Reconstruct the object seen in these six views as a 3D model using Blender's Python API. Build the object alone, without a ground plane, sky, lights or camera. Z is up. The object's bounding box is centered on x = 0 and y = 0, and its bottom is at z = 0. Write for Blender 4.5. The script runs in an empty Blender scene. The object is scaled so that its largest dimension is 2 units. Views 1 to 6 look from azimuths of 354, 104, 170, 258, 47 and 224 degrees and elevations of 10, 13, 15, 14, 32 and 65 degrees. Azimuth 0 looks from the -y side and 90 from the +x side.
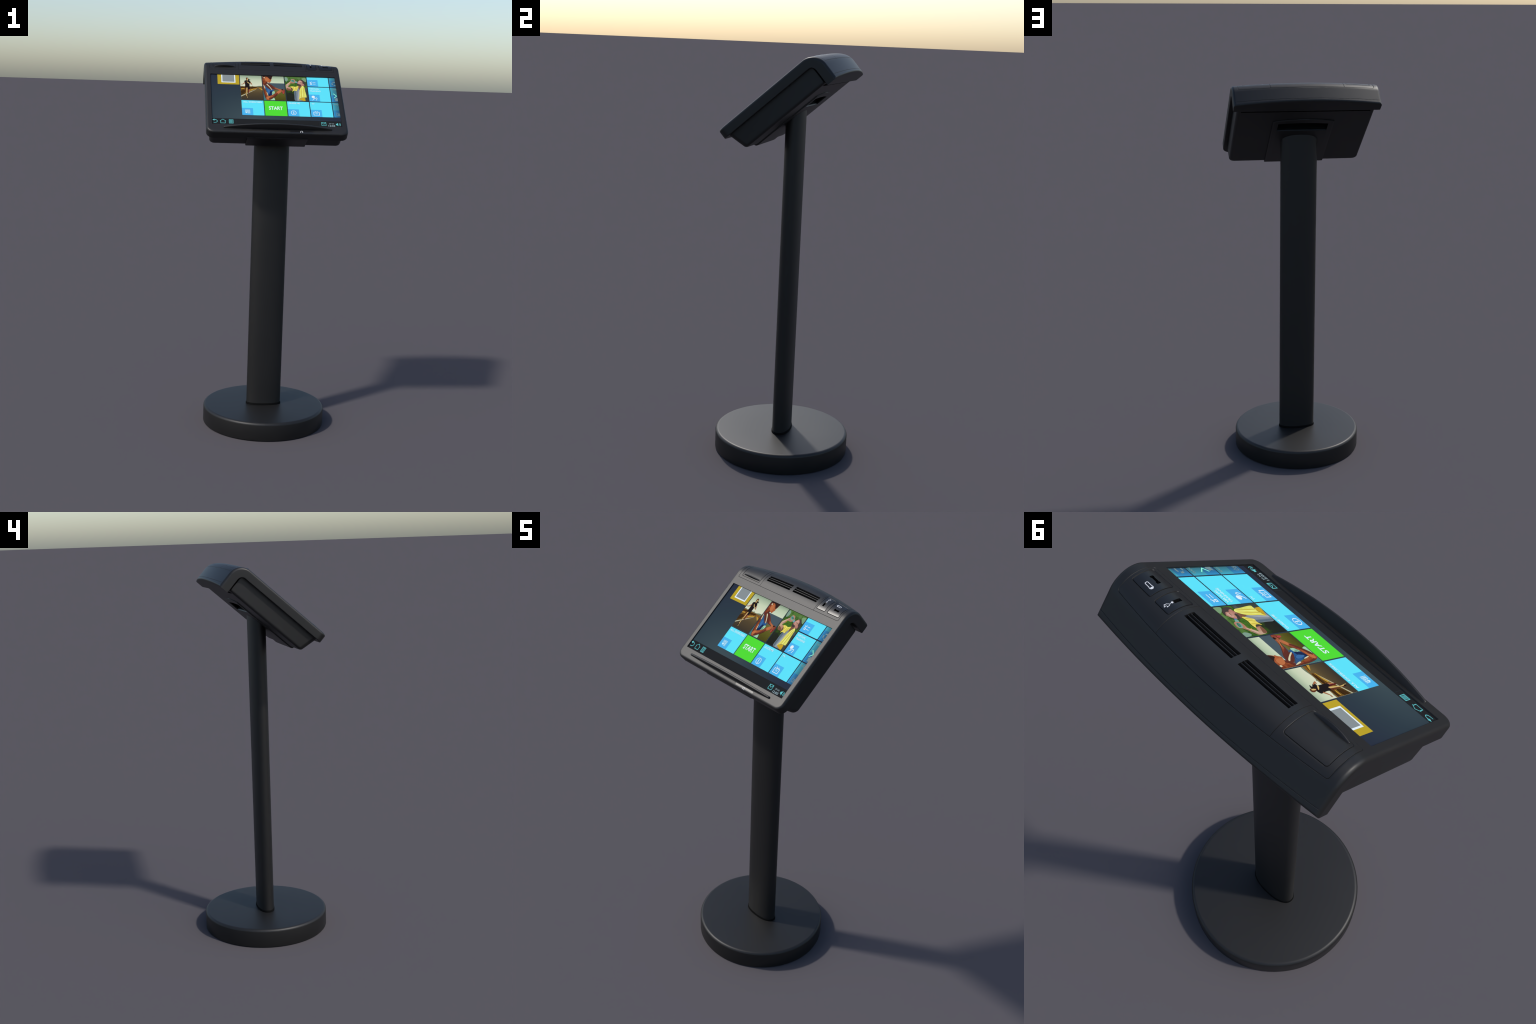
import bpy, bmesh, math
import numpy as np
from mathutils import Vector, Matrix

# =====================================================================
#  Free-standing touch-screen kiosk: round foot, oval pole, tilted head.
#  The head is modelled in its own frame: x = sideways, s = up along the
#  display face, n = out of the display face (origin = display centre).
# =====================================================================
HEAD_O = np.array([0.0, -0.0895, 1.8000])
TILT = math.atan2(0.6595, 0.7517)
S_AX = np.array([0.0, math.cos(TILT), math.sin(TILT)])
N_AX = np.array([0.0, -math.sin(TILT), math.cos(TILT)])


def head(x, s, n):
    """head frame -> world; accepts scalars or arrays"""
    x, s, n = np.broadcast_arrays(np.asarray(x, float), np.asarray(s, float), np.asarray(n, float))
    return np.stack([HEAD_O[0] + x,
                     HEAD_O[1] + s * S_AX[1] + n * N_AX[1],
                     HEAD_O[2] + s * S_AX[2] + n * N_AX[2]], -1)


# --------------------------------------------------------------- materials
def srgb(c):
    return tuple((v / 255 / 12.92) if v / 255 <= 0.04045 else ((v / 255 + 0.055) / 1.055) ** 2.4 for v in c)


LIGHT = (1.23, 1.20, 1.27)      # what a white print on the tilted display returns in this set


def shown(c):
    """base colour of a flat print that should read as sRGB colour c on the display"""
    return tuple(min(0.93, v / l) for v, l in zip(srgb(c), LIGHT))


MATS = {}


def nd(nt, kind, **kw):
    n = nt.nodes.new(kind)
    for k, v in kw.items():
        setattr(n, k, v)
    return n


def base_mat(name):
    m = bpy.data.materials.new(name)
    m.use_nodes = True
    nt = m.node_tree
    b = nt.nodes["Principled BSDF"]
    MATS[name] = m
    return m, nt, b


def plastic(name, col, rough, spec=0.5, grain=0.012, bump=0.05, scale=900.0, coat=0.0):
    """moulded plastic: almost even colour, faint mottling, fine sparkle grain in the bump"""
    m, nt, b = base_mat(name)
    tc = nd(nt, "ShaderNodeTexCoord")
    no = nd(nt, "ShaderNodeTexNoise")
    no.inputs["Scale"].default_value = 7.0
    no.inputs["Detail"].default_value = 3.0
    nt.links.new(tc.outputs["Object"], no.inputs["Vector"])
    rp = nd(nt, "ShaderNodeValToRGB")
    rp.color_ramp.elements[0].position = 0.3
    rp.color_ramp.elements[1].position = 0.7
    rp.color_ramp.elements[0].color = tuple(c * (1 - grain * 4) for c in col) + (1,)
    rp.color_ramp.elements[1].color = tuple(c * (1 + grain * 4) for c in col) + (1,)
    nt.links.new(no.outputs["Fac"], rp.inputs["Fac"])
    nt.links.new(rp.outputs["Color"], b.inputs["Base Color"])
    b.inputs["Roughness"].default_value = rough
    b.inputs["Specular IOR Level"].default_value = spec
    if coat:
        b.inputs["Coat Weight"].default_value = coat
        b.inputs["Coat Roughness"].default_value = 0.15
    if bump:
        n2 = nd(nt, "ShaderNodeTexNoise")
        n2.inputs["Scale"].default_value = scale
        n2.inputs["Detail"].default_value = 1.0
        nt.links.new(tc.outputs["Object"], n2.inputs["Vector"])
        bp = nd(nt, "ShaderNodeBump")
        bp.inputs["Strength"].default_value = bump
        bp.inputs["Distance"].default_value = 0.0004
        nt.links.new(n2.outputs["Fac"], bp.inputs["Height"])
        nt.links.new(bp.outputs["Normal"], b.inputs["Normal"])
    return m


def flat_print(name, col):
    """picture element of the display: matt, no gloss"""
    if name in MATS:
        return MATS[name]
    m, nt, b = base_mat(name)
    b.inputs["Base Color"].default_value = shown(col) + (1,)
    b.inputs["Roughness"].default_value = 1.0
    b.inputs["Specular IOR Level"].default_value = 0.0
    return m


def face_coords(nt):
    """object coordinates turned into the head frame: returns sockets x, s"""
    tc = nd(nt, "ShaderNodeTexCoord")
    mp = nd(nt, "ShaderNodeMapping", vector_type='POINT')
    # rotate so that y = along the face; translation brings the display centre to 0
    R = Matrix.Rotation(-TILT, 3, 'X')
    t = R @ Vector(HEAD_O)
    mp.inputs["Location"].default_value = (-t.x, -t.y, -t.z)
    mp.inputs["Rotation"].default_value = (-TILT, 0, 0)
    nt.links.new(tc.outputs["Object"], mp.inputs["Vector"])
    sp = nd(nt, "ShaderNodeSeparateXYZ")
    nt.links.new(mp.outputs["Vector"], sp.inputs["Vector"])
    return mp.outputs["Vector"], sp.outputs["X"], sp.outputs["Y"]


def ramp_print(name, axis, lo, hi, stops, noise=None):
    """print whose colour runs along x or s from lo to hi through stops [(pos, sRGB)];
    noise = (scale xyz, amount) wobbles the lookup, for photographic ground and foliage"""
    m, nt, b = base_mat(name)
    vec, sx, sy = face_coords(nt)
    src = sx if axis == 'x' else sy
    mr = nd(nt, "ShaderNodeMapRange")
    mr.inputs["From Min"].default_value = lo
    mr.inputs["From Max"].default_value = hi
    nt.links.new(src, mr.inputs["Value"])
    val = mr.outputs["Result"]
    if noise:
        mp = nd(nt, "ShaderNodeMapping")
        mp.inputs["Scale"].default_value = noise[0]
        nt.links.new(vec, mp.inputs["Vector"])
        no = nd(nt, "ShaderNodeTexNoise")
        no.inputs["Scale"].default_value = 1.0
        no.inputs["Detail"].default_value = 4.0
        nt.links.new(mp.outputs["Vector"], no.inputs["Vector"])
        ma = nd(nt, "ShaderNodeMath", operation='MULTIPLY_ADD')
        nt.links.new(no.outputs["Fac"], ma.inputs[0])
        ma.inputs[1].default_value = noise[1]
        sb = nd(nt, "ShaderNodeMath", operation='SUBTRACT')
        nt.links.new(val, sb.inputs[0])
        sb.inputs[1].default_value = noise[1] * 0.5
        nt.links.new(sb.outputs[0], ma.inputs[2])
        val = ma.outputs[0]
    rp = nd(nt, "ShaderNodeValToRGB")
    el = rp.color_ramp.elements
    while len(el) < len(stops):
        el.new(0.5)
    for e, (p, c) in zip(el, stops):
        e.position = p
        e.color = shown(c) + (1,)
    nt.links.new(val, rp.inputs["Fac"])
    nt.links.new(rp.outputs["Color"], b.inputs["Base Color"])
    b.inputs["Roughness"].default_value = 1.0
    b.inputs["Specular IOR Level"].default_value = 0.0
    return m


def wallpaper(name):
    """display background: dusky blue at the sides, teal-grey glow low in the middle"""
    m, nt, b = base_mat(name)
    vec, sx, sy = face_coords(nt)
    mp = nd(nt, "ShaderNodeMapping")
    mp.inputs["Location"].default_value = (0.14, 0.16, 0)
    mp.inputs["Scale"].default_value = (1.0, 1.0, 0.0)
    nt.links.new(vec, mp.inputs["Vector"])
    mp2 = nd(nt, "ShaderNodeMapping")
    mp2.inputs["Scale"].default_value = (2.3, 2.6, 0.0)
    nt.links.new(mp.outputs["Vector"], mp2.inputs["Vector"])
    gr = nd(nt, "ShaderNodeTexGradient", gradient_type='SPHERICAL')
    nt.links.new(mp2.outputs["Vector"], gr.inputs["Vector"])
    rp = nd(nt, "ShaderNodeValToRGB")
    el = rp.color_ramp.elements
    el[0].color = shown((44, 50, 66)) + (1,)
    el[1].color = shown((66, 80, 86)) + (1,)
    e = el.new(0.45)
    e.color = shown((50, 62, 72)) + (1,)
    nt.links.new(gr.outputs["Fac"], rp.inputs["Fac"])
    nt.links.new(rp.outputs["Color"], b.inputs["Base Color"])
    b.inputs["Roughness"].default_value = 1.0
    b.inputs["Specular IOR Level"].default_value = 0.0
    return m


BLACK = (0.0086, 0.0083, 0.0081)
M_SHELL = plastic("black_shell_plastic", BLACK, 0.48, spec=0.44, bump=0.04)
M_BODY = plastic("black_rear_plastic", BLACK, 0.48, spec=0.44, bump=0.04)
M_POLE = plastic("black_powder_coat", BLACK, 0.48, spec=0.44, bump=0.04)
M_BASE = plastic("black_foot_coat", BLACK, 0.48, spec=0.44, bump=0.04)
M_GLOSS = plastic("satin_cover_plastic", (0.0065, 0.0065, 0.007), 0.33, bump=0.0)
M_DARK = plastic("recess_black", (0.002, 0.002, 0.002), 0.8, spec=0.1, bump=0.0)
M_WHITE_MARK, _nt, _b = base_mat("white_mark_ink")
_b.inputs["Base Color"].default_value = (0.62, 0.63, 0.65, 1)
_b.inputs["Roughness"].default_value = 0.6

# ------------------------------------------------------------- object helpers
ROOT = bpy.data.objects.new("touchscreen_kiosk", None)
bpy.context.scene.collection.objects.link(ROOT)
ROOT["label"] = "black pedestal kiosk with tilted touch screen and round base"
ROOT["category"] = "information kiosk"


def add(name, me, mat, parent=ROOT):
    ob = bpy.data.objects.new(name, me)
    if not me.materials:
        me.materials.append(mat)
    bpy.context.scene.collection.objects.link(ob)
    ob.parent = parent
    return ob


def mesh_from(name, verts, faces):
    me = bpy.data.meshes.new(name)
    me.from_pydata([tuple(v) for v in verts], [], faces)
    me.update()
    return me


def fix_normals(me):
    bm = bmesh.new()
    bm.from_mesh(me)
    bmesh.ops.recalc_face_normals(bm, faces=bm.faces)
    bm.to_mesh(me)
    bm.free()


def smooth(me, ang=35):
    me.polygons.foreach_set("use_smooth", np.ones(len(me.polygons), bool))
    me.set_sharp_from_angle(angle=math.radians(ang))


def loft(name, rings, cap0=True, cap1=True):
    """closed rings of equal count -> tube mesh with n-gon caps"""
    k = len(rings[0])
    vs = [tuple(p) for r in rings for p in r]
    fs = []
    for i in range(len(rings) - 1):
        for j in range(k):
            a, b = i * k + j, i * k + (j + 1) % k
            fs.append((a, b, b + k, a + k))
    if cap0:
        fs.append(tuple(reversed(range(k))))
    if cap1:
        fs.append(tuple(range((len(rings) - 1) * k, len(rings) * k)))
    me = mesh_from(name, vs, fs)
    fix_normals(me)
    return me


# ===================================================================== FOOT
R_BASE, H_BASE = 0.3385, 0.100


def revolve_profile():
    pts = [(R_BASE - 0.005, 0.0), (R_BASE - 0.0015, 0.0015), (R_BASE, 0.005)]
    f = 0.015
    for i in range(13):
        a = math.pi / 2 * i / 12
        pts.append((R_BASE - f + f * math.cos(a), H_BASE - f + f * math.sin(a)))
    pts.append((R_BASE * 0.5, H_BASE))
    return pts


SEG = 160
rings = [[(r * math.cos(2 * math.pi * j / SEG), r * math.sin(2 * math.pi * j / SEG), z) for j in range(SEG)]
         for r, z in revolve_profile()]
me = loft("round_base", rings)
smooth(me, 40)
add("round_base", me, M_BASE)

# ===================================================================== POLE
POLE_A, POLE_B, POLE_Y, POLE_EXP = 0.0960, 0.0440, 0.003, 2.25


def oval(a, b, n=96):
    out = []
    for j in range(n):
        t = 2 * math.pi * j / n
        c, s_ = math.cos(t), math.sin(t)
        out.append((a * math.copysign(abs(c) ** (2 / POLE_EXP), c),
                    POLE_Y + b * math.copysign(abs(s_) ** (2 / POLE_EXP), s_)))
    return out


sec = oval(POLE_A, POLE_B)
top = [(x, y, HEAD_O[2] + (-0.100 + math.sin(TILT) * (y - HEAD_O[1])) / math.cos(TILT)) for x, y in sec]
rings = [[(x, y, H_BASE - 0.004) for x, y in sec], [(x, y, 0.8) for x, y in sec], top]
me = loft("oval_pole", rings)
smooth(me, 40)
add("oval_pole", me, M_POLE)

g0, g1 = oval(POLE_A + 0.0026, POLE_B + 0.0026), oval(POLE_A + 0.0005, POLE_B + 0.0005)
rings = [[(x, y, H_BASE - 0.002) for x, y in g0], [(x, y, H_BASE + 0.007) for x, y in g0],
         [(x, y, H_BASE + 0.011) for x, y in g1]]
me = loft("pole_gasket", rings)
smooth(me, 40)
add("pole_gasket", me, M_DARK)

# ================================================================ HEAD SHELL
W = 0.3671            # half width
Q0 = -0.2481          # lower edge of the face
BEND = 0.252          # where the face starts to roll over to the back
RB = 0.075            # roll radius (depth direction)
QB = BEND + RB * math.pi / 2
Q1 = QB + 0.0775      # end of the back skirt
R_LOW = 0.036         # plan radius of the lower corners
FIL, FIL1 = 0.0118, 0.0095
THICK = 0.047


def roll(x):
    """reach of the roll-over: the back edge bows out towards the middle"""
    return RB + 0.0325 * (1 - np.clip(x / 0.36, -1.03, 1.03) ** 2)


def profile(x, q):
    """outer skin at sideways position x and path length q: s, n, normal_s, normal_n"""
    x, q = np.broadcast_arrays(np.asarray(x, float), np.asarray(q, float))
    a = roll(x)
    t = np.clip((q - BEND) / RB, 0, math.pi / 2)
    s = np.where(q <= BEND, q, BEND + a * np.sin(t))
    n = np.where(q <= BEND, 0.0, -RB * (1 - np.cos(t))) - np.maximum(q - QB, 0)
    ns, nn = np.sin(t) / a, np.cos(t) / RB
    l = np.hypot(ns, nn)
    return s, n, ns / l, nn / l


def skin(x, q, h=0.0):
    """point h above the outer skin, world"""
    s, n, a, b = profile(x, q)
    return head(x, s + a * h, n + b * h)


def rrect(x, y, x0, x1, y0, y1, r):
    """signed distance to a rounded rectangle (negative inside)"""
    cx, cy = (x0 + x1) / 2, (y0 + y1) / 2
    dx = np.abs(x - cx) - (x1 - x0) / 2 + r
    dy = np.abs(y - cy) - (y1 - y0) / 2 + r
    return np.minimum(np.maximum(dx, dy), 0) + np.hypot(np.maximum(dx, 0), np.maximum(dy, 0)) - r


# feature layout on the skin (x0, x1, q0, q1, corner radius)
SCREEN = (-0.337, 0.337, -0.1918, 0.1918, 0.0012)
LID = (-0.3205, -0.1990, 0.2445, 0.3355, 0.007)
PORTS = [(0.2590, 0.3290, 0.2465, 0.3130, 0.005), (0.1915, 0.2430, 0.2465, 0.3130, 0.005)]
VENTS = [(0.0105, 0.1670, 0.2660, 0.2905, 0.0008), (-0.1670, -0.0105, 0.2660, 0.2905, 0.0008)]
USB_HOLE = (0.2090, 0.2188, 0.2640, 0.2800, 0.0004)
JACK = (0.0600, 0.1810, -0.30, -0.2255, 0.0006)
PX, PQ0, DIV = 0.338, 0.2315, 0.1827


def panel_back(x):
    return 0.3553 + 0.0080 * (1 - (x / PX) ** 2)


def panel_sd(x, q):
    # squash the bowed back edge straight, then use a rounded rectangle
    qq = q - (panel_back(x) - 0.3553) * np.clip((q - 0.28) / 0.075, 0, 1.2)
    return rrect(x, qq, -PX, PX, PQ0, 0.3553, 0.007)


def dock_hole_sd(x, q):
    d = rrect(x, q, 0.2800, 0.3100, 0.2682, 0.2756, 0.0008)
    for x0, x1 in ((0.2800, 0.2875), (0.3030, 0.3100)):
        d = np.minimum(d, rrect(x, q, x0, x1, 0.2672, 0.2770, 0.0012))
    return d


def groove(d, half=0.0011, depth=0.0016):
    return depth * np.clip(1 - np.abs(d) / half, 0, 1)


def pocket(d, depth, edge=0.0004):
    return depth * np.clip(-d / edge, 0, 1)


def relief(x, q):
    dep = np.zeros(np.broadcast(x, q).shape)
    dep = np.maximum(dep, pocket(rrect(x, q, *SCREEN), 0.0065))
    pd = panel_sd(x, q)
    dep = np.maximum(dep, groove(pd, 0.0009, 0.0013))
    for dx in (-DIV, DIV):
        dep = np.maximum(dep, np.where(pd < 0, groove(x - dx, 0.0009, 0.0013), 0))
    dep = np.maximum(dep, groove(rrect(x, q, *LID), 0.0011, 0.0018))
    for p in PORTS:
        d = rrect(x, q, *p)
        dep = np.maximum(dep, groove(d, 0.0014, 0.0024))
    for v in VENTS:
        dep = np.maximum(dep, pocket(rrect(x, q, *v), 0.016))
    dep = np.maximum(dep, pocket(rrect(x, q, *USB_HOLE), 0.012))
    dep = np.maximum(dep, pocket(dock_hole_sd(x, q), 0.012))
    dep = np.maximum(dep, groove(q - (0.4255 + 0.005 * (1 - (x / 0.36) ** 2)), 0.0009, 0.0011))
    dep = np.maximum(dep, groove(rrect(x, q, *JACK), 0.0008, 0.0004))
    return dep


def edge_drop(x, q):
    e = -rrect(x, q, -W, W, Q0, 2.0, R_LOW)
    e = np.clip(e, 0, FIL)
    d = FIL - np.sqrt(np.maximum(FIL ** 2 - (FIL - e) ** 2, 0))
    e1 = np.clip(Q1 - q, 0, FIL1)
    d1 = (FIL1 - np.sqrt(np.maximum(FIL1 ** 2 - (FIL1 - e1) ** 2, 0))) * roll(x) / RB     # lip edge softens towards the middle
    return np.maximum(d, d1)


def graded(lo, hi, marks, coarse, fine, reach, ends):
    """grid lines: coarse spacing, refined around each mark; ends = list of (edge, radius)"""
    ls = list(np.arange(lo, hi, coarse)) + [hi]
    for m in marks:
        c, r = m if isinstance(m, tuple) else (m, reach)
        ls += list(np.arange(c - r, c + r + fine / 2, fine))
    for edge, rad in ends:
        sg = 1 if edge == lo else -1
        ls += [edge + sg * rad * (1 - math.cos(a)) for a in np.linspace(0, math.pi / 2, 12)]
    ls = np.array(sorted(v for v in ls if lo <= v <= hi))
    keep = [ls[0]]
    for v in ls[1:]:
        if v - keep[-1] > fine * 0.55 or (v - lo < FIL and v - keep[-1] > 1e-4) or (hi - v < FIL and v - keep[-1] > 1e-4):
            keep.append(v)
    keep[-1] = hi
    return np.array(keep)


xm = [0.337, -0.337, (0.330, 0.009), (-0.330, 0.009), DIV, -DIV]
for f in [LID] + PORTS + VENTS + [USB_HOLE]:
    xm += [(f[0], 0.004), (f[1], 0.004)]
xm += [(-0.3205 + 0.004, 0.004), (-0.199 - 0.004, 0.004), (0.2950, 0.0165), JACK[0], JACK[1]]
qm = [SCREEN[2], SCREEN[3], (PQ0 + 0.003, 0.005), (0.2470, 0.005), (0.2715, 0.0085), (0.2905, 0.002),
      (0.3100, 0.005), (0.3320, 0.005), (0.3575, 0.0075), (0.4283, 0.0045), JACK[3]]
XL = graded(-W, W, xm, 0.004, 0.00045, 0.0022, [(-W, FIL), (W, FIL)])
QL = graded(Q0, Q1, qm, 0.004, 0.00045, 0.0022, [(Q0, FIL), (Q1, FIL1)])
nx, nq = len(XL), len(QL)

# rows near the lower edge get narrower so the outline follows the rounded corners
dq = np.clip(QL - Q0, 0, R_LOW)
row_w = W - R_LOW + np.sqrt(np.maximum(R_LOW ** 2 - (R_LOW - dq) ** 2, 0))
GX = XL[None, :] * (row_w / W)[:, None]
GQ = np.repeat(QL[:, None], nx, 1)
DEP = np.maximum(relief(GX, GQ), edge_drop(GX, GQ))
P = skin(GX, GQ, -DEP)

# region of every skin face, so covers, lid and panels become parts of their own
cx = (GX[:-1, :-1] + GX[1:, 1:]) / 2
cq = (GQ[:-1, :-1] + GQ[1:, 1:]) / 2
region = np.zeros(cx.shape, int)
pin = panel_sd(cx, cq) < 0
region[pin & (np.abs(cx) < DIV)] = 1
region[pin & (cx < -DIV)] = 2
region[pin & (cx > DIV)] = 3
region[rrect(cx, cq, *LID) < 0] = 4
region[rrect(cx, cq, *PORTS[0]) < 0] = 5
region[rrect(cx, cq, *PORTS[1]) < 0] = 6
region[rrect(cx, cq, *JACK) < 0] = 7
well = np.zeros(cx.shape, bool)
for v in VENTS + [USB_HOLE]:
    well |= rrect(cx, cq, *v) < -0.0002
well |= dock_hole_sd(cx, cq) < -0.0002

idx = np.arange(nx * nq).reshape(nq, nx)
QUADS = np.stack([idx[:-1, :-1], idx[:-1, 1:], idx[1:, 1:], idx[1:, :-1]], -1)


def grid_part(name, rid, mat, extra_v=None, extra_f=None, parent=ROOT):
    sel = region == rid
    f = QUADS[sel]
    wf = well[sel]
    nsel = f.size
    pool = f.ravel() if extra_v is None else np.concatenate([f.ravel(), np.array(loop)])
    used, inv = np.unique(pool, return_inverse=True)
    f = inv.ravel()[:nsel].reshape(f.shape)
    v = P.reshape(-1, 3)[used]
    me = bpy.data.meshes.new(name)
    nv, nf = len(v), len(f)
    if extra_v is not None:
        look = {u: i for i, u in enumerate(used)}
        ef = [[look[i] if i < nx * nq else i - nx * nq + nv for i in q] for q in extra_f]
        v = np.concatenate([v, extra_v])
        f = np.concatenate([f, np.array(ef)])
        wf = np.concatenate([wf, np.zeros(len(ef), bool)])
    me.vertices.add(len(v))
    me.vertices.foreach_set("co", v.ravel())
    me.loops.add(f.size)
    me.loops.foreach_set("vertex_index", f.ravel().astype(np.int32))
    me.polygons.add(len(f))
    me.polygons.foreach_set("loop_start", np.arange(0, f.size, 4, dtype=np.int32))
    me.materials.append(mat)
    me.materials.append(M_DARK)
    me.polygons.foreach_set("material_index", wf.astype(np.int32))
    me.update(calc_edges=True)
    me.validate()
    smooth(me, 32)
    return add(name, me, mat, parent)


# shell walls and inner skin
def inner(x, q):
    t = np.clip((q - BEND) / RB, 0, math.pi / 2)
    s = np.where(q <= BEND, q, BEND + 0.025 * np.sin(t))
    n = np.where(q <= BEND, -THICK, -RB + (RB - THICK) * np.cos(t)) - np.maximum(q - QB, 0)
    return s, n


loop = [idx[0, j] for j in range(nx)] + [idx[i, nx - 1] for i in range(1, nq)] + \
       [idx[nq - 1, j] for j in range(nx - 2, -1, -1)] + [idx[i, 0] for i in range(nq - 2, 0, -1)]
lx, lq = GX.ravel()[loop], GQ.ravel()[loop]
si, ni = inner(lx, lq)
# keep the side walls upright: same x, wall foot pulled in 2 mm for a soft edge
wall1 = head(lx, si, ni)
so, no_, a_, b_ = profile(lx, lq)
frac = 0.93
edge_pts = P.reshape(-1, 3)[loop]
wall0 = edge_pts * (1 - frac) + wall1 * frac
wall1 = head(lx * 0.9925, si + np.where(lq < 0.0, 0.0025, 0.0), ni)
k = len(loop)
ev = np.concatenate([wall0, wall1])
N0 = nx * nq
ef = []
for i in range(k):
    j = (i + 1) % k
    ef.append((loop[j], loop[i], N0 + i, N0 + j))
    ef.append((N0 + j, N0 + i, N0 + k + i, N0 + k + j))
# ruled inner skin, row by row between left and right wall feet
pos = {v: i for i, v in enumerate(loop)}
for r in range(nq - 1):
    a, b = pos[idx[r, 0]], pos[idx[r, nx - 1]]
    c, d = pos[idx[r + 1, nx - 1]], pos[idx[r + 1, 0]]
    ef.append((N0 + k + b, N0 + k + a, N0 + k + d, N0 + k + c))

grid_part("front_shell", 0, M_SHELL, ev, ef)
grid_part("vent_panel", 1, M_SHELL)
grid_part("side_panel", 2, M_SHELL)
grid_part("side_panel", 3, M_SHELL)
LID_OB = grid_part("compartment_lid", 4, M_SHELL)
PORT_OB = [grid_part("port_cover", 5, M_GLOSS), grid_part("port_cover", 6, M_GLOSS)]
JACK_OB = grid_part("audio_jack_cover", 7, M_GLOSS)

# louvre slats inside the two vents
for v in VENTS:
    for kq in (1, 2):
        qc = v[2] + (v[3] - v[2]) * kq / 3
        rings = []
        for x in np.linspace(v[0], v[1], 12):
            rings.append([skin(x, qc - 0.0009, -0.0012), skin(x, qc - 0.0003, -0.0005), skin(x, qc + 0.0007, -0.0006),
                          skin(x, qc + 0.0011, -0.0014), skin(x, qc + 0.0011, -0.013), skin(x, qc - 0.0009, -0.013)])
        me = loft("vent_slat", rings)
        smooth(me, 50)
        add("vent_slat", me, M_SHELL)


# raised lips: long ledge under the display, small grip on the lid
def lip(name, xc, half, qc, h_mid, h_end, wb, wt, mat, parent=ROOT):
    rings = []
    xs = list(np.linspace(-1, 1, 81))
    xs = [-1.022, -1.016] + xs + [1.016, 1.022]
    for u in xs:
        uu = min(abs(u), 1.0)
        h = h_end + (h_mid - h_end) * (1 - uu * uu)
        kx = 1.0
        if abs(u) > 1.018:
            h, kx = h * 0.35, 0.55
        elif abs(u) > 1.0:
            h, kx = h * 0.86, 0.85
        x = xc + half * u
        b, t = wb * kx, wt * kx
        r = min(0.0022, h * 0.4)
        rings.append([skin(x, qc - b, -0.003), skin(x, qc - t - 0.0004, h - r), skin(x, qc - t + r * 0.35, h - r * 0.3),
                      skin(x, qc - t + r, h), skin(x, qc + t - r, h), skin(x, qc + t - r * 0.35, h - r * 0.3),
                      skin(x, qc + t + 0.0004, h - r), skin(x, qc + b, -0.003)])
    me = loft(name, rings)
    smooth(me, 50)
    return add(name, me, mat, parent)


lip("document_ledge", 0.0, 0.2745, -0.2152, 0.0345, 0.0075, 0.0066, 0.0040, M_SHELL)
lip("lid_grip", -0.2582, 0.0515, 0.2545, 0.0115, 0.0035, 0.0030, 0.0019, M_SHELL, LID_OB)

# ============================================================ REAR HOUSING
HW = 0.3465


def body_outline(s0, s1, hw, r, m=10, rt=0.006):
    pts = []
    for cx_, cy_, a0, rr in ((hw - r, s0 + r, -90, r), (hw - rt, s1 - rt, 0, rt), (-hw + rt, s1 - rt, 90, rt), (-hw + r, s0 + r, 180, r)):
        for i in range(m + 1):
            a = math.radians(a0 + 90 * i / m)
            pts.append((cx_ + rr * math.cos(a), cy_ + rr * math.sin(a)))
    return pts


N_BACK = -0.1385


def s_low(n):
    """lower face of the housing leans in towards the back"""
    return -0.2235 + (-0.050 - n) * 0.300


rings = []
for n in (-0.040, -0.060, -0.090, -0.120):
    rings.append([head(x, s, n) for x, s in body_outline(s_low(n), 0.2715, HW, 0.026)])
f = 0.013
for i in range(9):
    a = math.pi / 2 * i / 8
    n = N_BACK + f - f * math.sin(a)
    ins = f * (1 - math.cos(a))
    rings.append([head(x, s, n) for x, s in body_outline(s_low(n) + ins, 0.2715 - ins * 0.9, HW - ins * 0.8, 0.026 - ins * 0.3)])
me_body = loft("rear_housing", rings)
rear = add("rear_housing", me_body, M_BODY)

# mount cover: raised tongue on the back that wraps round the lower edge
CW = 0.157
rings = []
for x in np.linspace(-CW, CW, 33):
    tp = 0.1715 + 0.0175 * (1 - (x / CW) ** 2)
    rings.append([head(x, s, n) for s, n in
                  [(-0.2440, -0.0335), (-0.2508, -0.0338), (-0.2522, -0.0355), (-0.2500, -0.0430), (-0.2300, -0.0760),
                   (-0.2050, -0.1355), (-0.2022, -0.1402),
                   (-0.1950, -0.1438), (tp - 0.004, -0.1438), (tp, -0.1410), (tp, -0.130), (-0.170, -0.130),
                   (-0.205, -0.075), (-0.230, -0.046), (-0.2440, -0.0410)]])
me = loft("mount_cover", rings)
cover = add("mount_cover", me, M_BODY)

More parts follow.
